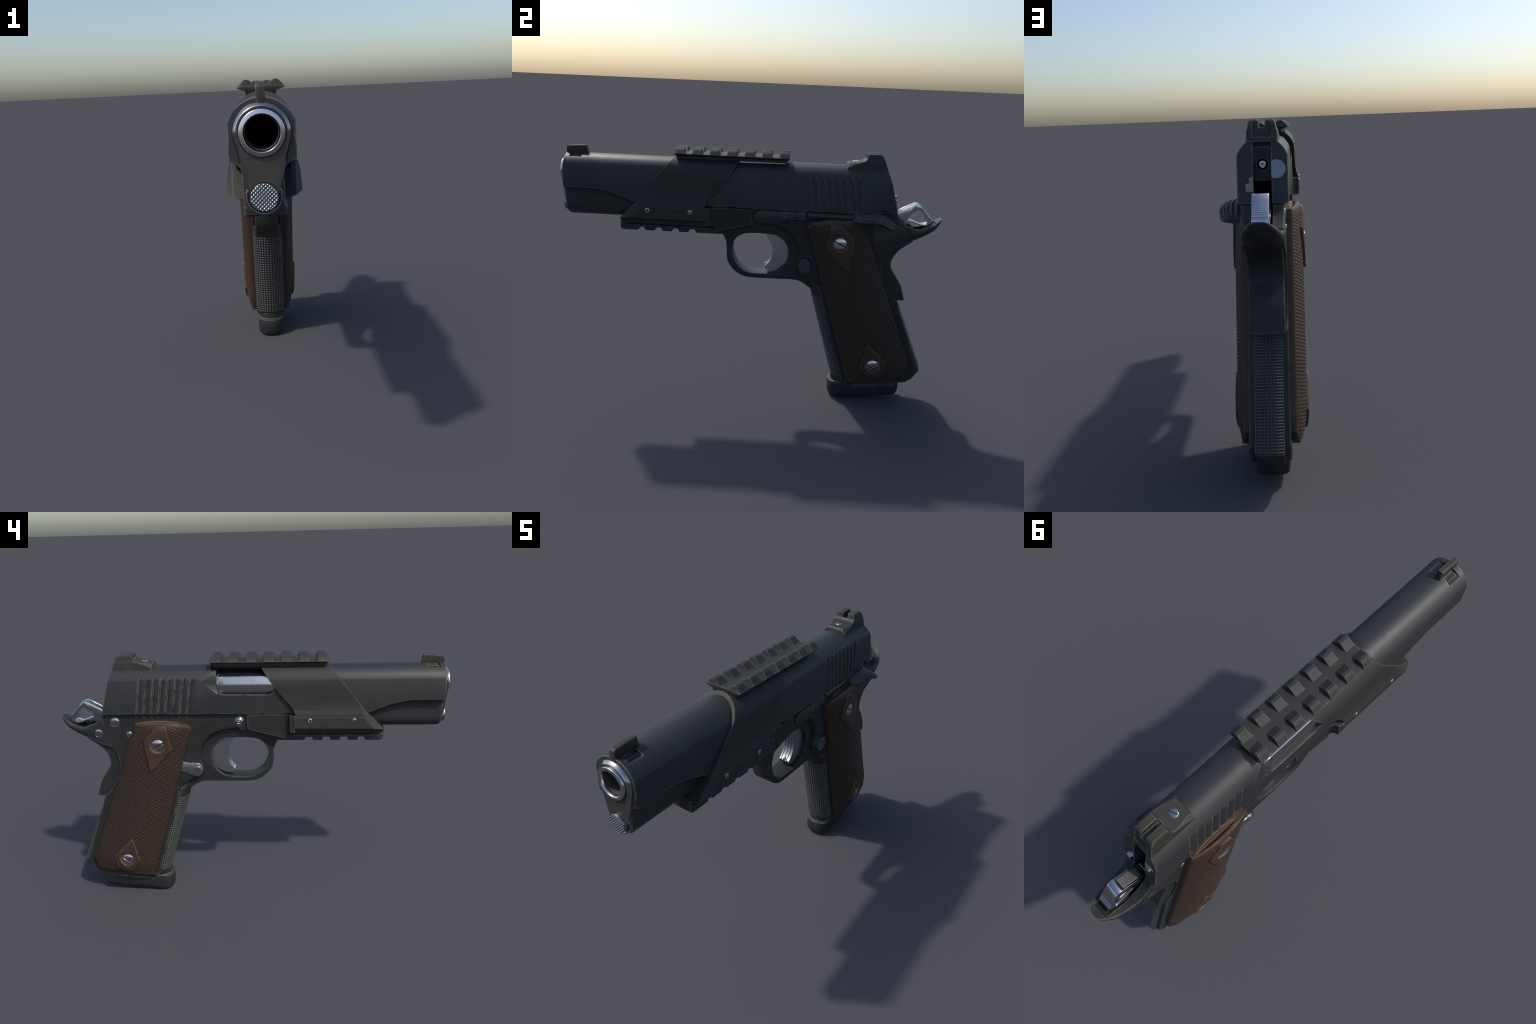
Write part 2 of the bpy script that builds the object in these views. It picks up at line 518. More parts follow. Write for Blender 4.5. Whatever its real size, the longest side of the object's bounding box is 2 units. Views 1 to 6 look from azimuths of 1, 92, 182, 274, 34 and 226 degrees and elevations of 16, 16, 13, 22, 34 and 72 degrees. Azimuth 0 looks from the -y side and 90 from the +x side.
def knurled_disc(name, axis, origin, R, height, pitch, depth, mat, rot=pi / 4, nr=34, na=110, skirt=0.03, dome=0.0):
    rings = []
    s = 1 if axis[0] == '+' else -1
    def put(u, v, h):
        if axis[1] == 'x':
            return (origin[0] + s * h, origin[1] + u, origin[2] + v)
        return (origin[0] + u, origin[1] + s * h, origin[2] + v)
    prof = [(R, -skirt), (R, height - 0.004), (R * 0.985, height - 0.002)]
    for r, h in prof:
        rings.append([put(r * cos(2 * pi * i / na), r * sin(2 * pi * i / na), h) for i in range(na)])
    for k in range(nr):
        r = R * 0.97 * (1 - k / nr) + 1e-4
        ring = []
        for i in range(na):
            a = 2 * pi * i / na
            u, v = r * cos(a), r * sin(a)
            p = (u * cos(rot) + v * sin(rot)) / pitch
            q = (-u * sin(rot) + v * cos(rot)) / pitch
            w = min(abs((p % 1) - 0.5), abs((q % 1) - 0.5)) * 2
            ring.append(put(u, v, height + dome * (1 - (r / R) ** 2) - depth * (1 - min(1, w * 1.5))))
        rings.append(ring)
    return loft(name, rings, mat)
plug = knurled_disc('recoil_spring_plug', '-y', (0, -0.99, 1.046), 0.0385, 0.008, 0.0079, 0.0032, M_KNURL, nr=44, na=150)
finish(plug, ang=60)

# ------------------------------------------------------------------ sights
fs = prism_x('front_sight', round_poly([(-0.977, 1.290), (-0.977, 1.345), (-0.873, 1.352), (-0.861, 1.290)], [0, 0.014, 0.002, 0]), -0.0125, 0.0125, M_SIGHT)
bevel(fs, 0.0015, 2)
fb = prism_x('front_sight_base', [(-0.951, 1.286), (-0.889, 1.286), (-0.893, 1.302), (-0.947, 1.302)], -0.040, 0.040, M_SIGHT)
fs = join('front_sight', [fs, fb])
finish(fs)

prof = round_poly([(0.482, 1.270), (0.482, 1.317), (0.489, 1.3270), (0.566, 1.3360), (0.581, 1.348), (0.584, 1.3735), (0.652, 1.3745), (0.668, 1.352), (0.6915, 1.2925), (0.584, 1.2925), (0.579, 1.270)],
                  [0, 0.003, 0.003, 0.016, 0.02, 0.002, 0.012, 0.02, 0, 0, 0])
rs = prism_x('rear_sight', prof, -0.07, 0.07)
rs.data.materials.append(M_SIGHT)
h = [(0.0, 1.40), (0.040, 1.40), (0.040, 1.3760), (0.045, 1.371), (0.0495, 1.3600), (0.0515, 1.345), (0.0565, 1.3300), (0.0575, 1.2930), (0.067, 1.284), (0.067, 1.26), (0, 1.26)]
env = prism_y('c', h[1:-1] + [(-x, z) for x, z in reversed(h[1:-1])], 0.40, 0.80)
cut(rs, env, op='INTERSECT')
# sloped flanks of the forward pad
for s in (1, -1):
    wedge = loft('c', [[(s * 0.0280, 0.47, 1.3300), (s * 0.12, 0.47, 1.222), (s * 0.12, 0.47, 1.36)],
                       [(s * 0.0590, 0.588, 1.340), (s * 0.12, 0.588, 1.29), (s * 0.12, 0.588, 1.38)]])
    cut(rs, wedge)
cut(rs, box('c', (-0.0125, 0.58, 1.3425), (0.0125, 0.72, 1.41)))
inset = prism_y('c', round_poly([(-0.035, 1.309), (0.035, 1.309), (0.035, 1.366), (-0.035, 1.366)], 0.008), 0.60, 0.72)
inset.data.transform(Matrix.Translation((0, 0.0, 0)))
tilt = prism_x('c2', [(0.6535, 1.3745), (0.6852, 1.2925), (0.80, 1.2925), (0.80, 1.3745)], -0.1, 0.1)
cut(inset, tilt, op='INTERSECT')
cut(rs, inset)
finish(rs, ang=30)
def slotted_screw(name, axis, origin, R, head, dome, slot_ang, slot_w, slot_d, mat, parent, skirt=0.012, cross=False):
    sc_ = lathe(name, axis, origin, [(R, -skirt), (R, head * 0.6), (R * 0.96, head), (R * 0.7, head + dome * 0.55), (R * 0.35, head + dome * 0.9), (R * 0.02, head + dome)], mat, 40)
    s = 1 if axis[0] == '+' else -1
    for extra in ((0, pi / 2) if cross else (0,)):
        a = slot_ang + extra
        u = Vector((cos(a), sin(a))); v = Vector((-sin(a), cos(a)))
        L = R * (0.62 if cross else 1.3)
        corners = [u * L + v * slot_w, u * -L + v * slot_w, u * -L - v * slot_w, u * L - v * slot_w]
        rr = []
        for hgt in (head - slot_d, head + dome + 0.02):
            ring = []
            for c in corners:
                if axis[1] == 'x':
                    ring.append((origin[0] + s * hgt, origin[1] + c.x, origin[2] + c.y))
                elif axis[1] == 'y':
                    ring.append((origin[0] + c.x, origin[1] + s * hgt, origin[2] + c.y))
                else:
                    ring.append((origin[0] + c.x, origin[1] + c.y, origin[2] + s * hgt))
            rr.append(ring)
        cut(sc_, loft('c', rr))
    return finish(sc_, parent, 40)
slotted_screw('sight_screw', '+z', (-0.002, 0.527, 1.3320), 0.0172, 0.0015, 0.0015, 0.39, 0.002, 0.004, M_PIN, rs)
dot = lathe('sight_dot', '+y', (0.0, 0.661, 1.3285), [(0.0065, 0), (0.0065, 0.006), (0.0045, 0.007), (0.002, 0.0065), (0.0005, 0.006)], M_PIN, 20)
finish(dot, rs)

# ------------------------------------------------------------------ sleeve mount and top rail
sl_half = [(x, z) for x, z in half_arc_down(18, 0.0125)]
sl_half = sl_half[:] + [(0.1060, 1.215), (0.1075, 1.160), (0.1090, 1.125), (0.1125, 1.100), (0.1190, 1.084), (0.1225, 1.0695), (0.1262, 1.0060), (0.1240, 1.001), (0.0800, 0.9860)]
sl_sec = sl_half + [(-x, z) for x, z in reversed(sl_half[1:])]
sleeve = prism_y('sleeve', sl_sec, -0.80, 0.10, M_MOUNT)
side = [(-0.372, 1.40), (-0.3955, 1.330), (-0.4880, 1.2180), (-0.5900, 1.0910), (-0.6780, 0.9990), (-0.6890, 0.9840), (-0.2320, 0.9840), (-0.2320, 1.0690)]
side += smooth_curve([(-0.2385, 1.0700), (-0.236, 1.085), (-0.2270, 1.1030), (-0.2050, 1.1290), (-0.1380, 1.2100), (-0.0640, 1.3130)], 4) + [(-0.02, 1.40)]
cut(sleeve, prism_x('c', side, -0.3, 0.3), op='INTERSECT')
# flat bevel along the lower front edge on both sides
bm = bmesh.new(); bm.from_mesh(sleeve.data)
tdir = Vector((0, -0.6780 + 0.4880, 0.9990 - 1.2180)).normalized()
for s in (1, -1):
    a = Vector((s * 0.1075, -0.600, 1.0806))
    b = Vector((s * 0.1235, -0.600 + 0.030, 1.0806))
    nrm = tdir.cross(b - a).normalized()
    if nrm.x * s < 0:
        nrm.negate()
    r = bmesh.ops.bisect_plane(bm, geom=bm.verts[:] + bm.edges[:] + bm.faces[:], plane_co=a, plane_no=nrm, clear_outer=True)
    edges = [e for e in r['geom_cut'] if isinstance(e, bmesh.types.BMEdge)]
    bmesh.ops.holes_fill(bm, edges=edges)
bmesh.ops.recalc_face_normals(bm, faces=bm.faces)
bm.to_mesh(sleeve.data); bm.free()
# raised face plate carrying the screws
finish(sleeve, name='rail_mount', ang=25)
for s in (1, -1):
    plate = loft('mount_plate', [[(s * x, y, z) for y, z in [(-0.5780 + k, 1.0655 - k), (-0.2350 - k, 1.0655 - k), (-0.2350 - k, 1.0110 + k), (-0.6230 + k * 1.6, 1.0110 + k)]]
                                 for x, k in ((0.110, 0.0), (0.1235, 0.0))], M_MOUNT)
    # lean the outer face with the flare of the mount
    for v in plate.data.vertices:
        if abs(v.co.x) > 0.12:
            v.co.x = s * (0.1262 + (1.0060 - v.co.z) * 0.058 + 0.0008)
    bevel(plate, 0.0012, 1)
    finish(plate, sleeve)
    for y in (-0.5315, -0.3115):
        slotted_screw('mount_screw', '+x' if s > 0 else '-x', (s * 0.1245, y, 1.0465), 0.0118, 0.0015, 0.0015, 0.5 if y > -0.4 else 0.9, 0.0022, 0.004, M_PIN, sleeve, 0.006, True)

RY0, RY1 = -0.400, 0.187
def rail_sec(top):
    hlf = [(0.0, 1.3425), (0.066, 1.3425), (0.0850, 1.3385), (0.0850, 1.3345), (0.0550, 1.3240), (0.0550, 1.3105), (0.0, 1.3105)]
    return hlf
hs_ = rail_sec(0)
rail = prism_y('rail', hs_[1:-1] + [(-x, z) for x, z in reversed(hs_[1:-1])], RY0, RY1, M_MOUNT)
cut(rail, prism_x('c', [(0.165, 1.30), (0.20, 1.30), (0.20, 1.337), (0.187, 1.3345)], -0.2, 0.2),
    prism_x('c', [(-0.42, 1.29), (-0.385, 1.29), (-0.400, 1.3345), (-0.42, 1.336)], -0.2, 0.2))
finish(rail, name='top_rail', ang=25)
def lug_mesh():
    def ring(y, k, zt):
        return [(0.0120 + 0.0 * k, y, 1.3415), (0.0330, y, 1.3415 + (zt - 1.3415) * 0.60), (0.0455, y, zt), (0.0590, y, zt), (0.0700, y, 1.3415 + (zt - 1.3415) * 0.62), (0.0846, y, 1.3390), (0.0846, y, 1.3375), (0.0120, y, 1.3375)]
    r = []
    for y, zt in ((-0.0270, 1.3425), (-0.0225, 1.3640), (0.0225, 1.3640), (0.0270, 1.3425)):
        r.append(ring(y, 0, zt))
    return r
lug = loft('rail_lug', lug_mesh(), M_MOUNT)
lug.data.polygons.foreach_set('use_smooth', [False] * len(lug.data.polygons))
lug_r = loft('rail_lug', [[(-x, y, z) for x, y, z in r] for r in lug_mesh()], M_MOUNT)
for i in range(7):
    yy = -0.3725 + 0.0887 * i
    for src in (lug, lug_r):
        o = src if i == 0 else src.copy()
        if i:
            COL.objects.link(o)
        o.location = (0, yy, 0)
        o.parent = rail
        o.name = 'rail_lug'
lug_r.data.name = 'rail_lug_mirrored'

# ------------------------------------------------------------------ frame
FB = 0.0755
body_poly = [(-0.235, 1.0715), (0.7570, 1.0715)] + smooth_curve([(0.761, 1.066), (0.776, 1.048), (0.795, 1.030), (0.819, 1.014), (0.852, 1.003)], 4)
body_poly += [(0.852, 0.945), (0.800, 0.915), (0.760, 0.900)]
body_poly += smooth_curve([(0.735, 0.893), (0.711, 0.868), (0.698, 0.827), (0.698, 0.781), (0.711, 0.729), (0.740, 0.680), (0.764, 0.638), (0.797, 0.609)], 4)
body_poly += [(0.942, 0.214), (0.925, 0.160), (0.896, 0.131), (0.844, 0.122), (0.559, 0.109), (0.540, 0.120), (0.394, 0.601)]
body_poly += smooth_curve([(0.375, 0.655), (0.330, 0.690), (0.270, 0.720), (0.245, 0.765), (0.255, 0.835), (0.238, 0.900), (0.195, 0.950), (0.130, 0.976), (0.040, 0.985)], 5) + [(-0.235, 0.985)]
body = prism_x('frame_body', body_poly, -FB, FB, M_FRAME)
# soften the scooped border round the trigger opening only
bm = bmesh.new(); bm.from_mesh(body.data)
es = []
for e in bm.edges:
    m = (e.verts[0].co + e.verts[1].co) / 2
    if abs(abs(m.x) - FB) < 1e-4 and (0.02 < m.y < 0.385) and (0.61 < m.z < 0.99):
        es.append(e)
bmesh.ops.bevel(bm, geom=es, offset=0.024, segments=6, profile=0.5, affect='EDGES', clamp_overlap=True)
bm.to_mesh(body.data); bm.free()
chan = [(0.60, 1.2), (0.60, 0.985), (0.80, 0.980), (0.90, 0.982), (0.952, 1.004), (0.970, 1.030), (0.976, 1.2)]
cut(body, prism_x('c', chan, -0.0345, 0.0345), prism_x('c', circ(0.292, 0.780, 0.0440, 48), 0.062, 0.2))

outer = [(-0.151, 0.985), (-0.151, 0.9245)] + smooth_curve([(-0.149, 0.921), (-0.132, 0.888), (-0.126, 0.840), (-0.125, 0.800), (-0.114, 0.762), (-0.084, 0.724), (-0.045, 0.699), (-0.008, 0.689), (0.06, 0.687), (0.16, 0.687), (0.241, 0.687), (0.286, 0.674), (0.318, 0.651)], 4)
outer += [(0.350, 0.645), (0.44, 0.645), (0.44, 0.985)]
inner = smooth_curve([(-0.098, 0.838), (-0.086, 0.890), (-0.050, 0.923), (0.0, 0.934), (0.07, 0.935), (0.125, 0.931), (0.165, 0.912), (0.193, 0.877), (0.204, 0.832), (0.196, 0.788), (0.170, 0.748), (0.135, 0.722), (0.085, 0.714), (0.022, 0.713), (-0.025, 0.723), (-0.065, 0.752), (-0.090, 0.795)], 5, True)
GH = 0.048
guard = prism_x('trigger_guard', outer, -GH, GH, M_FRAME)
hole = prism_x('c', inner, -0.2, 0.2)
cut(guard, hole)
bevel(guard, 0.007, 3, 40)
# front strap: rounded nose of the grip, smooth above the checkering
def strap_ring(yf, z, dip=0.0, depth=0.056, w=0.0735):
    r = []
    n = 28
    for i in range(n + 1):
        a = pi * i / n
        r.append((w * cos(a), yf + depth - (depth - dip) * sin(a) ** 0.9 if 0 < i < n else yf + depth, z))
    return r + [(-w, yf + depth + 0.03, z), (w, yf + depth + 0.03, z)]
neck = loft('strap_neck', [strap_ring(0.285, 0.700, 0, 0.09, 0.050), strap_ring(0.286, 0.6745, 0, 0.088, 0.053), strap_ring(0.3060, 0.6595, 0, 0.078, 0.0600), strap_ring(0.3235, 0.6440, 0, 0.068, 0.0660), strap_ring(0.3350, 0.624, 0, 0.060, 0.0710), strap_ring(0.3435, 0.598, 0), strap_ring(0.479, 0.1350, 0.002), strap_ring(0.4845, 0.122, 0.004)], M_FRAME)
# dust-cover shelf that flares out to meet the mount plate
plan_h = [(0.0900, 0.006), (0.0900, -0.165)] + smooth_curve([(0.0900, -0.172), (0.0935, -0.190), (0.1010, -0.2030), (0.1110, -0.2090), (0.1220, -0.2110)], 4) + [(0.1235, -0.236)]
shelf = prism_z('frame_shelf', plan_h + [(-x, y) for x, y in reversed(plan_h)], 0.90, 1.10, M_FRAME)
cut(shelf, prism_x('c', round_poly([(0.006, 1.0705), (0.006, 0.9985), (-0.012, 0.9870), (-0.128, 0.9560), (-0.185, 0.9440), (-0.1900, 0.9830), (-0.240, 0.9830), (-0.240, 1.0705)], [0.006, 0.004, 0.012, 0.02, 0, 0, 0, 0]), -0.2, 0.2), op='INTERSECT')
# accessory rail under the dust cover
ar = [(0.0800, 0.9905), (0.0800, 0.9870), (0.0620, 0.9790), (0.0620, 0.9640), (0.0750, 0.9550), (0.0750, 0.9350), (0.0665, 0.9260)]
arail = prism_y('accessory_rail', ar + [(-x, z) for x, z in reversed(ar)], -0.6890, -0.170, M_FRAME)
ar2 = [(0.0780, 0.9905), (0.0780, 0.9500), (0.0660, 0.9260)]
arail2 = prism_y('accessory_rail_end', ar2 + [(-x, z) for x, z in reversed(ar2)], -0.1950, -0.1500, M_FRAME)
slots = []
for a, b in ((-0.597, -0.556), (-0.509, -0.465), (-0.418, -0.377), (-0.329, -0.287)):
    slots.append(prism_x('c', [(a, 0.90), (a, 0.9265), (a + 0.005, 0.9450), (b - 0.006, 0.9450), (b, 0.9265), (b, 0.90)], -0.2, 0.2))
slots.append(prism_x('c', [(-0.72, 0.90), (-0.672, 0.90), (-0.672, 0.9255), (-0.700, 0.9400), (-0.72, 0.94)], -0.2, 0.2))
for s in (1, -1):
    slots.append(prism_z('c', [(s * 0.056, -0.72), (s * 0.2, -0.72), (s * 0.2, -0.655), (s * 0.078, -0.655)], 0.90, 0.9620))
cut(arail, *slots)
arail = join('accessory_rail', [arail, arail2])
finish(arail, name='accessory_rail', ang=25)
frame = join('frame', [body, neck, shelf])
finish(frame, ang=30)
arail.parent = frame
finish(guard, frame, 30)

# checkered part of the front strap
def strap_pt(u, v):
    """u across 0..1, v down 0..1"""
    a = pi * (0.045 + 0.91 * u)
    yf = 0.3435 + (0.4795 - 0.3435) * v; z = 0.600 + (0.1380 - 0.600) * v
    w, depth = 0.0737, 0.056
    p = Vector((w * cos(a), yf + depth - depth * sin(a) ** 0.9, z))
    n = Vector((cos(a) / w, -sin(a) / depth, -0.28 * sin(a) / depth)).normalized()
    return p, n
NU, NV = 120, 264
arc = 0.205
V = []; F = []
for j in range(NV + 1):
    for i in range(NU + 1):
        u, v = i / NU, j / NV
        p, n = strap_pt(u, v)
        cu = (u * 15) % 1.0; cv = (v * 33) % 1.0
        t = min(1 - abs(cu - 0.5) * 2, 1 - abs(cv - 0.5) * 2)
        h_ = -0.0012 + 0.0050 * min(1, t * 1.4)
        if i in (0, NU) or j in (0, NV):
            h_ = -0.004
        V.append(p + n * h_)
for j in range(NV):
    for i in range(NU):
        a = j * (NU + 1) + i
        F.append((a, a + 1, a + NU + 2, a + NU + 1))
strap = obj_from('front_strap_checkering', V, F, M_CHECK)
strap['kind'] = 'stuff'
finish(strap, frame, 60)

# ------------------------------------------------------------------ mainspring housing
def msh_pt(x, v, out):
    y = 0.8060 + (0.9720 - 0.8060) * v; z = 0.604 + (0.203 - 0.604) * v
    n = Vector((0, 0.9238, 0.3828))
    return Vector((x, y, z)) + n * out
V = []; F = []
NX, NV = 84, 312
for j in range(NV + 1):
    v = j / NV
    for i in range(NX + 1):
        x = -0.0540 + 0.1080 * i / NX
        base = -0.011 * (abs(x) / 0.054) ** 2.2
        r = 1 - abs(((v * 39) % 1.0) - 0.5) * 2
        ridge = min(1, r * 1.5)
        if abs(x) < 0.0255:
            c = 1 - abs((((x + 0.0255) / 0.01275) % 1.0) - 0.5) * 2
            ridge = min(ridge, min(1, c * 1.6))
        if abs(x) > 0.0505:
            ridge = 1
        o = base + 0.0062 * ridge - 0.004
        V.append(msh_pt(x, v, o))
n0 = len(V)
for j in range(NV):
    for i in range(NX):
        a = j * (NX + 1) + i
        F.append((a, a + 1, a + NX + 2, a + NX + 1))
# skirt into the frame, all round
loop = [i for i in range(NX + 1)] + [j * (NX + 1) + NX for j in range(1, NV + 1)] + [NV * (NX + 1) + i for i in range(NX - 1, -1, -1)] + [j * (NX + 1) for j in range(NV - 1, 0, -1)]
for k in loop:
    p = V[k]
    V.append(Vector((p.x, p.y - 0.045, p.z - 0.018)))
for k in range(len(loop)):
    k2 = (k + 1) % len(loop)
    F.append((loop[k], loop[k2], n0 + k2, n0 + k))
msh = obj_from('mainspring_housing', V, F, M_CHECK)
msh['kind'] = 'stuff'
finish(msh, frame, 45)
# plain borders and the bevelled heel
rim = prism_x('housing_rim', [(0.770, 0.612), (0.7890, 0.610), (0.9400, 0.2170), (0.9400, 0.1800), (0.9100, 0.1385), (0.8950, 0.1300), (0.80, 0.14)], -0.0715, 0.0715, M_FRAME)
bevel(rim, 0.005, 2, 25)
finish(rim, frame, 30, weighted=False)
heel = prism_x('housing_heel', [(0.900, 0.212), (0.9540, 0.2080), (0.9690, 0.1960), (0.9270, 0.1330), (0.880, 0.128)], -0.0530, 0.0530, M_FRAME)
bevel(heel, 0.006, 2, 25)
finish(heel, frame, 30)
for s in (1, -1):
    ring = lathe('housing_pin', '+x' if s > 0 else '-x', (s * 0.060, 0.868, 0.190), [(0.0150, 0), (0.0150, 0.0170), (0.0125, 0.0185), (0.0105, 0.0185), (0.009, 0.014), (0.0005, 0.014)], M_PIN, 28)
    finish(ring, frame)

# ------------------------------------------------------------------ grip safety with beavertail
gs_poly = [(0.68, 0.93)] + smooth_curve([(0.85, 0.935), (0.815, 0.911), (0.782, 0.884), (0.758, 0.848), (0.7475, 0.812), (0.753, 0.782), (0.775, 0.748), (0.802, 0.709), (0.819, 0.672), (0.8385, 0.610)], 6) + [(0.788, 0.606), (0.74, 0.60), (0.68, 0.62)]
gs = prism_x('grip_safety', gs_poly, -0.0665, 0.0665, M_FRAME)
bm = bmesh.new(); bm.from_mesh(gs.data)
es = [e for e in bm.edges if abs(abs(e.verts[0].co.x) - 0.0665) < 1e-4 and abs(e.verts[0].co.x - e.verts[1].co.x) < 1e-4
      and min(e.verts[0].co.y, e.verts[1].co.y) > 0.744 and min(e.verts[0].co.z, e.verts[1].co.z) > 0.607]
bmesh.ops.bevel(bm, geom=es, offset=0.017, segments=6, profile=0.5, affect='EDGES', clamp_overlap=True)
bm.to_mesh(gs.data); bm.free()
top_z = smooth_curve([(0.74, 1.07), (0.761, 1.063), (0.776, 1.046), (0.795, 1.028), (0.819, 1.0125), (0.850, 1.0015), (0.880, 1.0000), (0.912, 1.0080), (0.945, 1.0220), (0.970, 1.0370), (0.990, 1.0500), (1.0, 1.0535)], 5)
bot_z = smooth_curve([(0.74, 0.868), (0.785, 0.8885), (0.843, 0.9240), (0.895, 0.9520), (0.949, 0.9830), (0.975, 1.0080), (0.991, 1.0310), (0.998, 1.045), (1.0, 1.050)], 5)
wid = smooth_curve([(0.70, 0.0775), (0.835, 0.0780), (0.860, 0.0775), (0.895, 0.0735), (0.922, 0.0690), (0.950, 0.0610), (0.970, 0.0490), (0.985, 0.0370), (0.995, 0.0240), (0.9985, 0.0130), (1.0, 0.003)], 6)
rings = []
for i in range(44):
    t = i / 43
    y = 0.740 + 0.260 * (1 - (1 - t) ** 1.5)
    w, zt, zb = interp(wid, y), interp(top_z, y), interp(bot_z, y)
    lip = min(0.016, 0.45 * (zt - zb))
    r = []
    for k in range(25):
        a = pi * k / 24
        r.append((w * (1 if False else cos(a)), y, (zt - lip) - (zt - lip - zb) * sin(a) ** (0.45 + 0.35 * min(1, max(0, (y - 0.84) / 0.1)))))
    r += [(-w * 0.985, y, zt - lip * 0.55), (-w * 0.90, y, zt - lip * 0.12), (-w * 0.45, y, zt - lip * 0.30), (w * 0.45, y, zt - lip * 0.30), (w * 0.90, y, zt - lip * 0.12), (w * 0.985, y, zt - lip * 0.55)]
    rings.append(r)
bt = loft('beavertail', rings, M_FRAME)
cut(bt, prism_x('c', chan, -0.0345, 0.0345), box('c', (-0.3, 0.0, 0.0), (0.3, 0.7600, 2.0)))
gsj = join('grip_safety', [gs, bt])
finish(gsj, frame, 40)

# ------------------------------------------------------------------ hammer
hp = round_poly([(0.700, 1.040), (0.760, 1.0770), (0.8550, 1.1290), (0.8720, 1.1280), (0.8880, 1.1130), (0.9410, 1.0510), (0.9450, 1.0300), (0.9340, 1.0130), (0.9140, 1.0085), (0.8880, 1.0140), (0.8420, 1.0370), (0.8050, 1.010), (0.7700, 0.995), (0.7200, 0.990)],
                [0, 0, 0.010, 0.006, 0.006, 0.012, 0.014, 0.010, 0.012, 0.02, 0.02, 0.02, 0, 0], 4)
ham = prism_x('hammer', hp, -0.0290, 0.0290, M_STEEL)
hh = round_poly([(0.8230, 1.0660), (0.8680, 1.0985), (0.8810, 1.0975), (0.9180, 1.0540), (0.9205, 1.0360), (0.9130, 1.0215), (0.8960, 1.0205), (0.8215, 1.0460)], [0.006, 0.010, 0.008, 0.01, 0.006, 0.006, 0.008, 0.006], 4)
cut(ham, prism_x('c', hh, -0.2, 0.2))
tops = []
# sunken panel on the upper face and fine grooves of the thumb pad
up = Vector((0.095, 0.052)).normalized()
nrm2 = Vector((-up.y, up.x))
def hp_pt(a, b):
    q = Vector((0.760, 1.0770)) + up * a + nrm2 * b
    return (q.x, q.y)
cut(ham, prism_x('c', [hp_pt(-0.02, -0.0022), hp_pt(0.093, -0.0022), hp_pt(0.093, 0.02), hp_pt(-0.02, 0.02)], -0.0225, 0.0225))
bevel(ham, 0.0018, 2, 35)
finish(ham, ang=32)
hface = prism_x('hammer_face', [hp_pt(0.004, -0.006), hp_pt(0.0915, -0.006), hp_pt(0.0915, -0.0012), hp_pt(0.004, -0.0012)], -0.0212, 0.0212, M_DULL)
bevel(hface, 0.0008, 1)
finish(hface, ham)
bd = Vector((0.9410 - 0.8880, 1.0510 - 1.1130)).normalized()
bn = Vector((-bd.y, bd.x)); bn = bn if bn.x > 0 else -bn
for i in range(3):
    q = Vector((0.8880, 1.1130)) + bd * (0.052 + 0.0095 * i)
    poly = [q - bd * 0.0032 - bn * 0.004, q + bd * 0.0032 - bn * 0.004, q + bd * 0.0018 + bn * 0.0016, q - bd * 0.0018 + bn * 0.0016]
    finish(prism_x('hammer_rib', [(p.x, p.y) for p in poly], -0.0275, 0.0275, M_STEEL), ham)

# ------------------------------------------------------------------ trigger
face = smooth_curve([(0.074, 0.940), (0.090, 0.912), (0.108, 0.882), (0.1185, 0.850), (0.1180, 0.812), (0.107, 0.782), (0.092, 0.762), (0.080, 0.752)], 5) + [(0.0790, 0.7480), (0.0870, 0.7310)]
def trig_poly(o):
    return [(y + o, z) for y, z in face] + [(0.125, 0.7300), (0.160, 0.744), (0.225, 0.800), (0.225, 0.880), (0.160, 0.945)]
tb = prism_x('trigger_body', trig_poly(0.0035), -0.0290, 0.0290, M_ALU)
parts = [tb]
for xc in (-0.0245, -0.0082, 0.0082, 0.0245):
    rb = prism_x('rib', face + [(y + 0.007, z) for y, z in reversed(face)], xc - 0.0046, xc + 0.0046, M_ALU)
    bevel(rb, 0.0015, 2, 60)
    parts.append(rb)
trig = join('trigger', parts)
finish(trig, ang=35)
finish(lathe('trigger_stop_screw', '-y', (0, 0.094, 0.757), [(0.008, 0), (0.008, 0.013), (0.006, 0.015), (0.004, 0.015), (0.003, 0.012), (0.0003, 0.012)], M_STEEL, 24), trig)

# ------------------------------------------------------------------ left side controls
st = smooth_curve([(0.0165, 1.0300), (0.0210, 1.0480), (0.0340, 1.0620), (0.0520, 1.0670)], 4) + [(0.1570, 1.0650), (0.1720, 1.0600), (0.1780, 1.0240), (0.1560, 1.0050), (0.0520, 1.0010)] + smooth_curve([(0.0500, 1.0010), (0.0320, 1.0050), (0.0205, 1.0150)], 4)
stop_pad = prism_x('slide_stop', st, 0.0700, 0.0945, M_LEVER)
bevel(stop_pad, 0.0022, 2, 40)
arm = prism_x('arm', [(0.150, 1.0645), (0.2330, 1.0630), (0.2480, 1.0735), (0.2780, 1.0735), (0.2820, 1.0660), (0.2820, 1.0290), (0.2740, 1.0265), (0.1700, 1.0240), (0.150, 1.0200)], 0.0700, 0.0835, M_LEVER)
bevel(arm, 0.0015, 2, 40)
ribs = []
for i in range(3):
    z = 1.0315 + 0.0125 * i
    rb = prism_x('rib', [(0.160 - 0.004 * i, z - 0.0028), (0.2800, z - 0.0028), (0.2800, z + 0.0028), (0.158 - 0.004 * i, z + 0.0028)], 0.080, 0.0935, M_LEVER)
    bevel(rb, 0.0015, 2, 40)
    ribs.append(rb)
finish(join('slide_stop', [stop_pad, arm] + ribs))
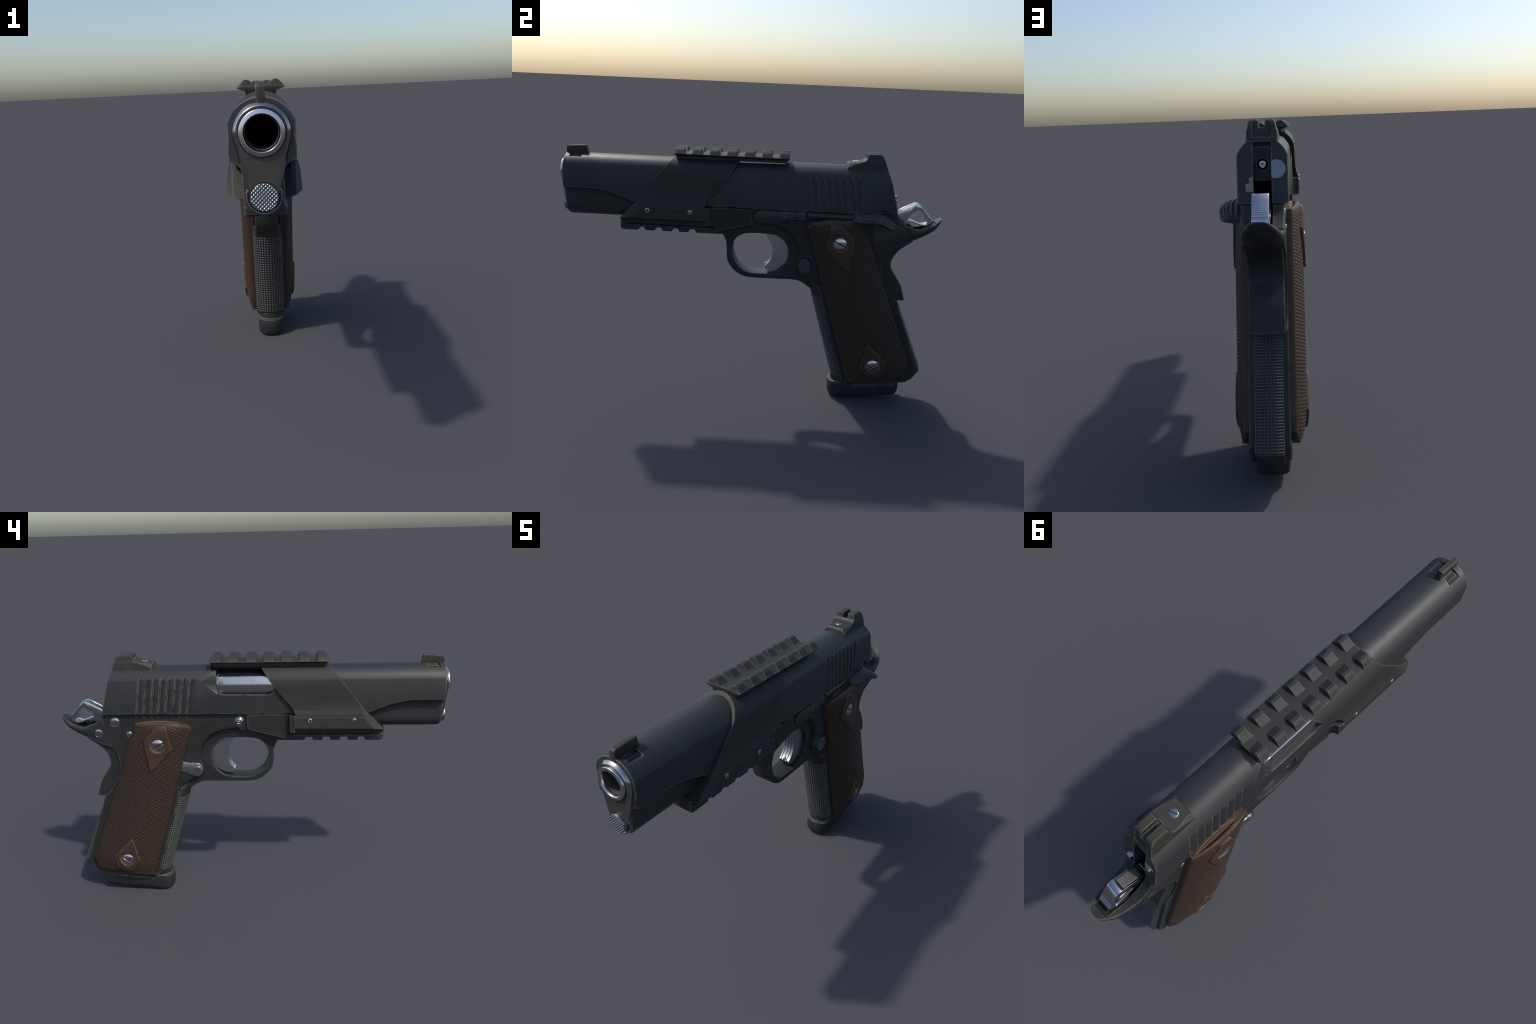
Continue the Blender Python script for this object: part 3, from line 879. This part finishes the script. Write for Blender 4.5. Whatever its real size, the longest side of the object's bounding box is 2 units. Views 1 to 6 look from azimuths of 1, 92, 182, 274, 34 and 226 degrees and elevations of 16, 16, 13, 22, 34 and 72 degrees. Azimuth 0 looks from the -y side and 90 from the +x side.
# plunger tube
def tube_sec(x0, zc, rx, rz, n=14):
    r = [(x0, zc + rz)]
    for i in range(n + 1):
        a = pi / 2 - pi * i / n
        r.append((x0 + 0.006 + rx * cos(a), zc + rz * sin(a)))
    r.append((x0, zc - rz))
    return r
tube = loft('plunger_tube', [[(x, y, z) for x, z in tube_sec(0.0700, zc, 0.0155, rz)] for y, zc, rz in ((0.2930, 1.0510, 0.0195), (0.2960, 1.0510, 0.0205), (0.52, 1.0490, 0.0180), (0.56, 1.0480, 0.0170))], M_LEVER)
finish(tube, frame, 50)
# thumb safety: side plate and the ridged paddle bent along its length
tp = smooth_curve([(0.6320, 1.045), (0.6320, 1.0150), (0.6420, 0.9750), (0.6450, 0.9480), (0.6420, 0.9260), (0.655, 0.909), (0.678, 0.900), (0.703, 0.8915)], 4)
tp += smooth_curve([(0.7080, 0.8900), (0.7180, 0.9060), (0.7340, 0.9250), (0.7570, 0.9400), (0.7850, 0.9500), (0.8080, 0.9600), (0.8145, 0.9720), (0.8115, 0.9880), (0.8020, 1.0040), (0.7900, 1.0110), (0.7420, 1.0310), (0.70, 1.062), (0.66, 1.068)], 4)
ts_plate = prism_x('thumb_safety', tp, 0.0700, 0.0840, M_LEVER)
bevel(ts_plate, 0.002, 2, 40)
# ridged outer section (x out from the frame, z relative to the paddle's crown line)
def paddle_sec(reach, drop, ridges=True):
    pts = [(0.082, 0.004)]
    n = 6
    for i in range(n):
        t0, t1 = i / n, (i + 0.55) / n
        def on(t, k):
            a = t * pi * 0.5
            return (0.090 + (reach - 0.090) * sin(a) ** 0.9 + k * 0.35, -0.004 - drop * 0.60 * (1 - cos(a)) + k)
        pts.append(on(t0, -0.0040)); pts.append(on(t0 + 0.35 / n, 0.0036)); pts.append(on(t0 + 0.60 / n, 0.0036))
    pts += [(reach, -0.004 - drop * 0.60), (reach - 0.003, -drop * 0.80), (reach - 0.014, -drop * 0.93), (reach - 0.035, -drop), (0.082, -drop * 1.04)]
    return pts
rings = []
path = [(0.5210, 1.0440, 0.108, 0.012), (0.5270, 1.0600, 0.140, 0.028), (0.5360, 1.0710, 0.158, 0.038), (0.5600, 1.0750, 0.1660, 0.043), (0.6100, 1.0770, 0.1700, 0.046), (0.6550, 1.0770, 0.1705, 0.048), (0.6750, 1.0710, 0.1705, 0.047), (0.7050, 1.0560, 0.1680, 0.044), (0.7300, 1.0420, 0.1620, 0.038), (0.7400, 1.0340, 0.1500, 0.030)]
for y, zc, reach, drop in path:
    rings.append([(x, y + (-0.012 * ((x - 0.082) / 0.09) if y > 0.70 else (0.014 * ((x - 0.082) / 0.09) if y < 0.56 else 0)), zc + z) for x, z in paddle_sec(reach, drop)])
paddle = loft('paddle', rings, M_LEVER)
finish(join('thumb_safety', [ts_plate, paddle]), ang=35)
# magazine catch button
mag_btn = knurled_disc('magazine_catch', '+x', (0.0700, 0.292, 0.780), 0.0365, 0.0255, 0.0098, 0.0042, M_CHECK, 0.12, 48, 150)
finish(mag_btn, ang=60)

# ------------------------------------------------------------------ right side pins and link plate
def dome_pin(name, y, z, R, rise, rimmed=True):
    rise *= 0.55
    prof = [(R, -0.02), (R, 0.0008), (R * 0.92, 0.0018)]
    if rimmed:
        prof += [(R * 0.88, 0.0008), (R * 0.84, 0.0016)]
    prof += [(R * 0.66, 0.0017 + rise * 0.5), (R * 0.42, 0.0017 + rise * 0.82), (R * 0.2, 0.0017 + rise * 0.97), (R * 0.01, 0.0017 + rise)]
    return finish(lathe(name, '-x', (-FB, y, z), prof, M_PIN, 40), ROOT, 60)
dome_pin('sear_pin', 0.6970, 1.0290, 0.0255, 0.0055)
dome_pin('hammer_pin', 0.7900, 0.9710, 0.0250, 0.0055)
dome_pin('frame_pin', 0.6270, 0.9620, 0.0175, 0.0045)
finish(lathe('slide_stop_pin', '-x', (-FB, 0.0490, 1.0300), [(0.0265, -0.02), (0.0265, 0.0010), (0.0245, 0.0020), (0.0235, 0.0010), (0.0225, 0.0035), (0.0165, 0.0085), (0.0105, 0.0105), (0.0090, 0.0100), (0.0085, 0.0080), (0.0060, 0.0080), (0.0045, 0.0095), (0.0003, 0.0100)], M_PIN, 44), ROOT, 60)
lk = smooth_curve([(0.400, 0.811), (0.358, 0.811), (0.325, 0.804), (0.302, 0.806)], 4) + [(0.2790 + 0.0345 * cos(a), 0.7660 + 0.0380 * sin(a)) for a in [pi * (0.42 + 1.05 * i / 22) for i in range(23)] if False]
for i in range(25):
    a = 1.25 + (2 * pi - 2.35) * i / 24
    lk.append((0.2830 + 0.0345 * cos(a), 0.7660 + 0.0385 * sin(a)))
lk += smooth_curve([(0.318, 0.735), (0.340, 0.748), (0.372, 0.754), (0.400, 0.752)], 4)
link = prism_x('retaining_plate', lk, -0.0820, -0.070, M_ALU)
bevel(link, 0.002, 2, 50)
finish(link, ang=40)
slotted_screw('plate_screw', '-x', (-0.0815, 0.2760, 0.7690), 0.0165, 0.0020, 0.0015, 1.45, 0.0022, 0.004, M_PIN, link)

# ------------------------------------------------------------------ wooden grip panels
F0 = Vector((0.297, 0.995))
E1 = Vector((0.264, -0.868)).normalized()
E2 = Vector((-E1.y, E1.x))
TOP = smooth_curve([(0.0, 0.0), (0.012, -0.010), (0.034, -0.0175), (0.090, -0.0110), (0.144, 0.0005), (0.229, 0.0270), (0.286, 0.0530), (0.4, 0.09)], 6)
BOT = [(0.0, 0.907), (0.311, 0.9400), (0.3535, 0.8880)]
def wdt(s):
    return 0.286 + (0.352 - 0.286) * max(0, min(1, (s - 0.06) / 0.82))
PIN = FB + 0.0005
def panel_h(t, s, s0, s1):
    t = max(0.0, min(1.0, t))
    e = sin(pi * t)
    hgt = 0.0985 + 0.0400 * e ** 0.75
    d0 = s - s0
    if d0 < 0.045:
        hgt -= (hgt - 0.0985) * 0.40 * (1 - max(0, d0) / 0.045) ** 2
    d1 = s1 - s
    if d1 < 0.10:
        hgt -= (hgt - 0.0985) * 0.45 * (1 - max(0, d1) / 0.10) ** 2
    return hgt
DIAMONDS = [[(0.418, 1.021), (0.467, 1.022), (0.540, 0.945), (0.517, 0.777), (0.397, 0.899)],
            [(0.652, 0.378), (0.763, 0.270), (0.753, 0.189), (0.677, 0.172), (0.624, 0.237)]]
SCREWS = [(0.4675, 0.9215, -0.47), (0.6930, 0.2480, 0.62)]
def inside_dist(poly, y, z):
    """signed distance to a convex polygon, negative inside"""
    d = -9
    n = len(poly)
    cy = sum(p[0] for p in poly) / n; cz = sum(p[1] for p in poly) / n
    for i in range(n):
        ay, az = poly[i]; by, bz = poly[(i + 1) % n]
        ny, nz = bz - az, -(by - ay)
        L = sqrt(ny * ny + nz * nz)
        k = ((y - ay) * ny + (z - az) * nz) / L
        if ((cy - ay) * ny + (cz - az) * nz) > 0:
            k = -k
        d = max(d, k)
    return d

def s_range(e2frac, s_guess_w):
    pass

def panel(sgn, NT, NS, checker, lift, mat, name):
    V = []; F = []
    rows = []
    for i in range(NT + 1):
        t = i / NT
        # iterate once or twice: the width depends on s, the ends depend on the offset
        s0 = interp(TOP, t * wdt(0.0))
        s1 = interp(BOT, t * wdt(0.9))
        col = []
        for j in range(NS + 1):
            s = s0 + (s1 - s0) * j / NS
            w = wdt(s)
            q = F0 + E1 * s + E2 * (t * w)
            hgt = panel_h(t, s, s0, s1) + lift
            if checker:
                band = max(0, min(1, (s - s0 - 0.014) / 0.006))
                edge = max(0, min(1, (min(t, 1 - t) * w - 0.002) / 0.010)) * max(0, min(1, (s1 - s) / 0.004))
                free = 1.0
                for dm in DIAMONDS:
                    free = min(free, max(0, min(1, (inside_dist(dm, q.x, q.y) + 0.002) / 0.004)))
                k = band * edge
                hgt += (0.0029 * bump_height(q.x, q.y) - 0.0023) * k
            V.append((sgn * hgt, q.x, q.y))
    n1 = NS + 1
    for i in range(NT):
        for j in range(NS):
            a = i * n1 + j
            F.append((a, a + 1, a + n1 + 1, a + n1))
    loop = [j for j in range(NS + 1)] + [i * n1 + NS for i in range(1, NT + 1)] + [NT * n1 + j for j in range(NS - 1, -1, -1)] + [i * n1 for i in range(NT - 1, 0, -1)]
    base = len(V)
    for k in loop:
        V.append((sgn * PIN * 0.98, V[k][1], V[k][2]))
    for k in range(len(loop)):
        k2 = (k + 1) % len(loop)
        F.append((loop[k], loop[k2], base + k2, base + k))
    F.append(tuple(base + k for k in range(len(loop))))
    ob = obj_from(name, V, F, mat)
    return ob

for sgn in (1, -1):
    ob = panel(sgn, 150, 430, True, 0.0, M_WOODC, 'grip_panel')
    ob.data.materials.append(M_WOOD)
    scoop = []
    for k in range(21):
        t = k / 20
        r = 0.0165 * max(0.02, sin(pi * t)) ** 0.6
        y = 0.330 + 0.235 * t
        zc = 1.0395 - 0.010 * (2 * abs(t - 0.45)) ** 2
        scoop.append([(sgn * (0.0985 + r * 0.8 * cos(2 * pi * i / 20)), y, zc + r * sin(2 * pi * i / 20)) for i in range(20)])
    cut(ob, loft('c', scoop))
    # edge walls and the plain top band are smooth wood
    for p in ob.data.polygons:
        c = p.center
        q = Vector((c.y, c.z)) - F0
        t = q.dot(E2); s = q.dot(E1)
        if abs(p.normal.x) < 0.25 or s - interp(TOP, t) < 0.0165:
            p.material_index = 1
    finish(ob, ang=50)
    for dm, (sy, sz, sa) in zip(DIAMONDS, SCREWS):
        solid = panel(sgn, 24, 40, False, 0.0085, M_WOOD, 'grip_diamond')
        dp = prism_x('c', dm, sgn * 0.095 if sgn > 0 else -0.30, 0.30 if sgn > 0 else -0.095)
        cut(solid, dp, op='INTERSECT')
        hole = lathe('c', '+x' if sgn > 0 else '-x', (0, sy, sz), [(0.0385, 0.1400), (0.0385, 0.30)], n=40)
        cut(solid, hole)
        bevel(solid, 0.0022, 2, 55)
        finish(solid, ob, 40)
        slotted_screw('grip_screw', '+x' if sgn > 0 else '-x', (sgn * 0.1380, sy, sz), 0.0345, 0.0030, 0.0062, sa, 0.0034, 0.0055, M_STEEL, ob, 0.02)

# ------------------------------------------------------------------ magazine
mag_body = [(0.0630, 0.560), (0.0630, 0.84)]
def mag_plan(front, rear, w, n=16, k=1.0):
    pts = []
    for i in range(n + 1):
        a = pi * i / n
        pts.append((w * cos(a), front + 0.050 * (1 - sin(a) ** 0.85)))
    r = 0.016
    pts += [(-w, rear - r), (-w + r * 0.3, rear - r * 0.3), (-w + r, rear), (w - r, rear), (w - r * 0.3, rear - r * 0.3), (w, rear - r)]
    return pts
tubeb = loft('magazine_body', [[(x, y, z + (y - 0.5) * 0.08) for x, y in mag_plan(0.512 - (z - 0.06) * 0.29, 0.846 - (z - 0.06) * 0.02, 0.0600)] for z in (0.045, 0.18)], M_FRAME)
def slope(y, z):
    return z + (y - 0.488) * 0.098
lev = [(0.0000, 0.4900, 0.8330, 0.0520), (0.0045, 0.4800, 0.8430, 0.0590), (0.0150, 0.4720, 0.8520, 0.0650), (0.0300, 0.4670, 0.8580, 0.0670), (0.0600, 0.4645, 0.8590, 0.0672), (0.1500, 0.4640, 0.8590, 0.0672)]
pad = loft('pad', [[(x, y, slope(y, z)) for x, y in mag_plan(f, r, w)] for z, f, r, w in lev], M_FRAME)
cut(pad, prism_x('c', [(0.40, 0.3), (0.40, 0.0960), (0.470, 0.0985), (0.578, 0.1050), (0.566, 0.0790), (0.90, 0.1110), (0.90, 0.3)], -0.2, 0.2))
m_ = bevel(pad, 0.002, 2, 50)
step = loft('step', [[(x, y, z) for x, y in mag_plan(0.4800, 0.60, 0.0600)] for z in (0.09, 0.132)], M_FRAME)
mag = join('magazine', [tubeb, pad, step])
finish(mag, ang=35)
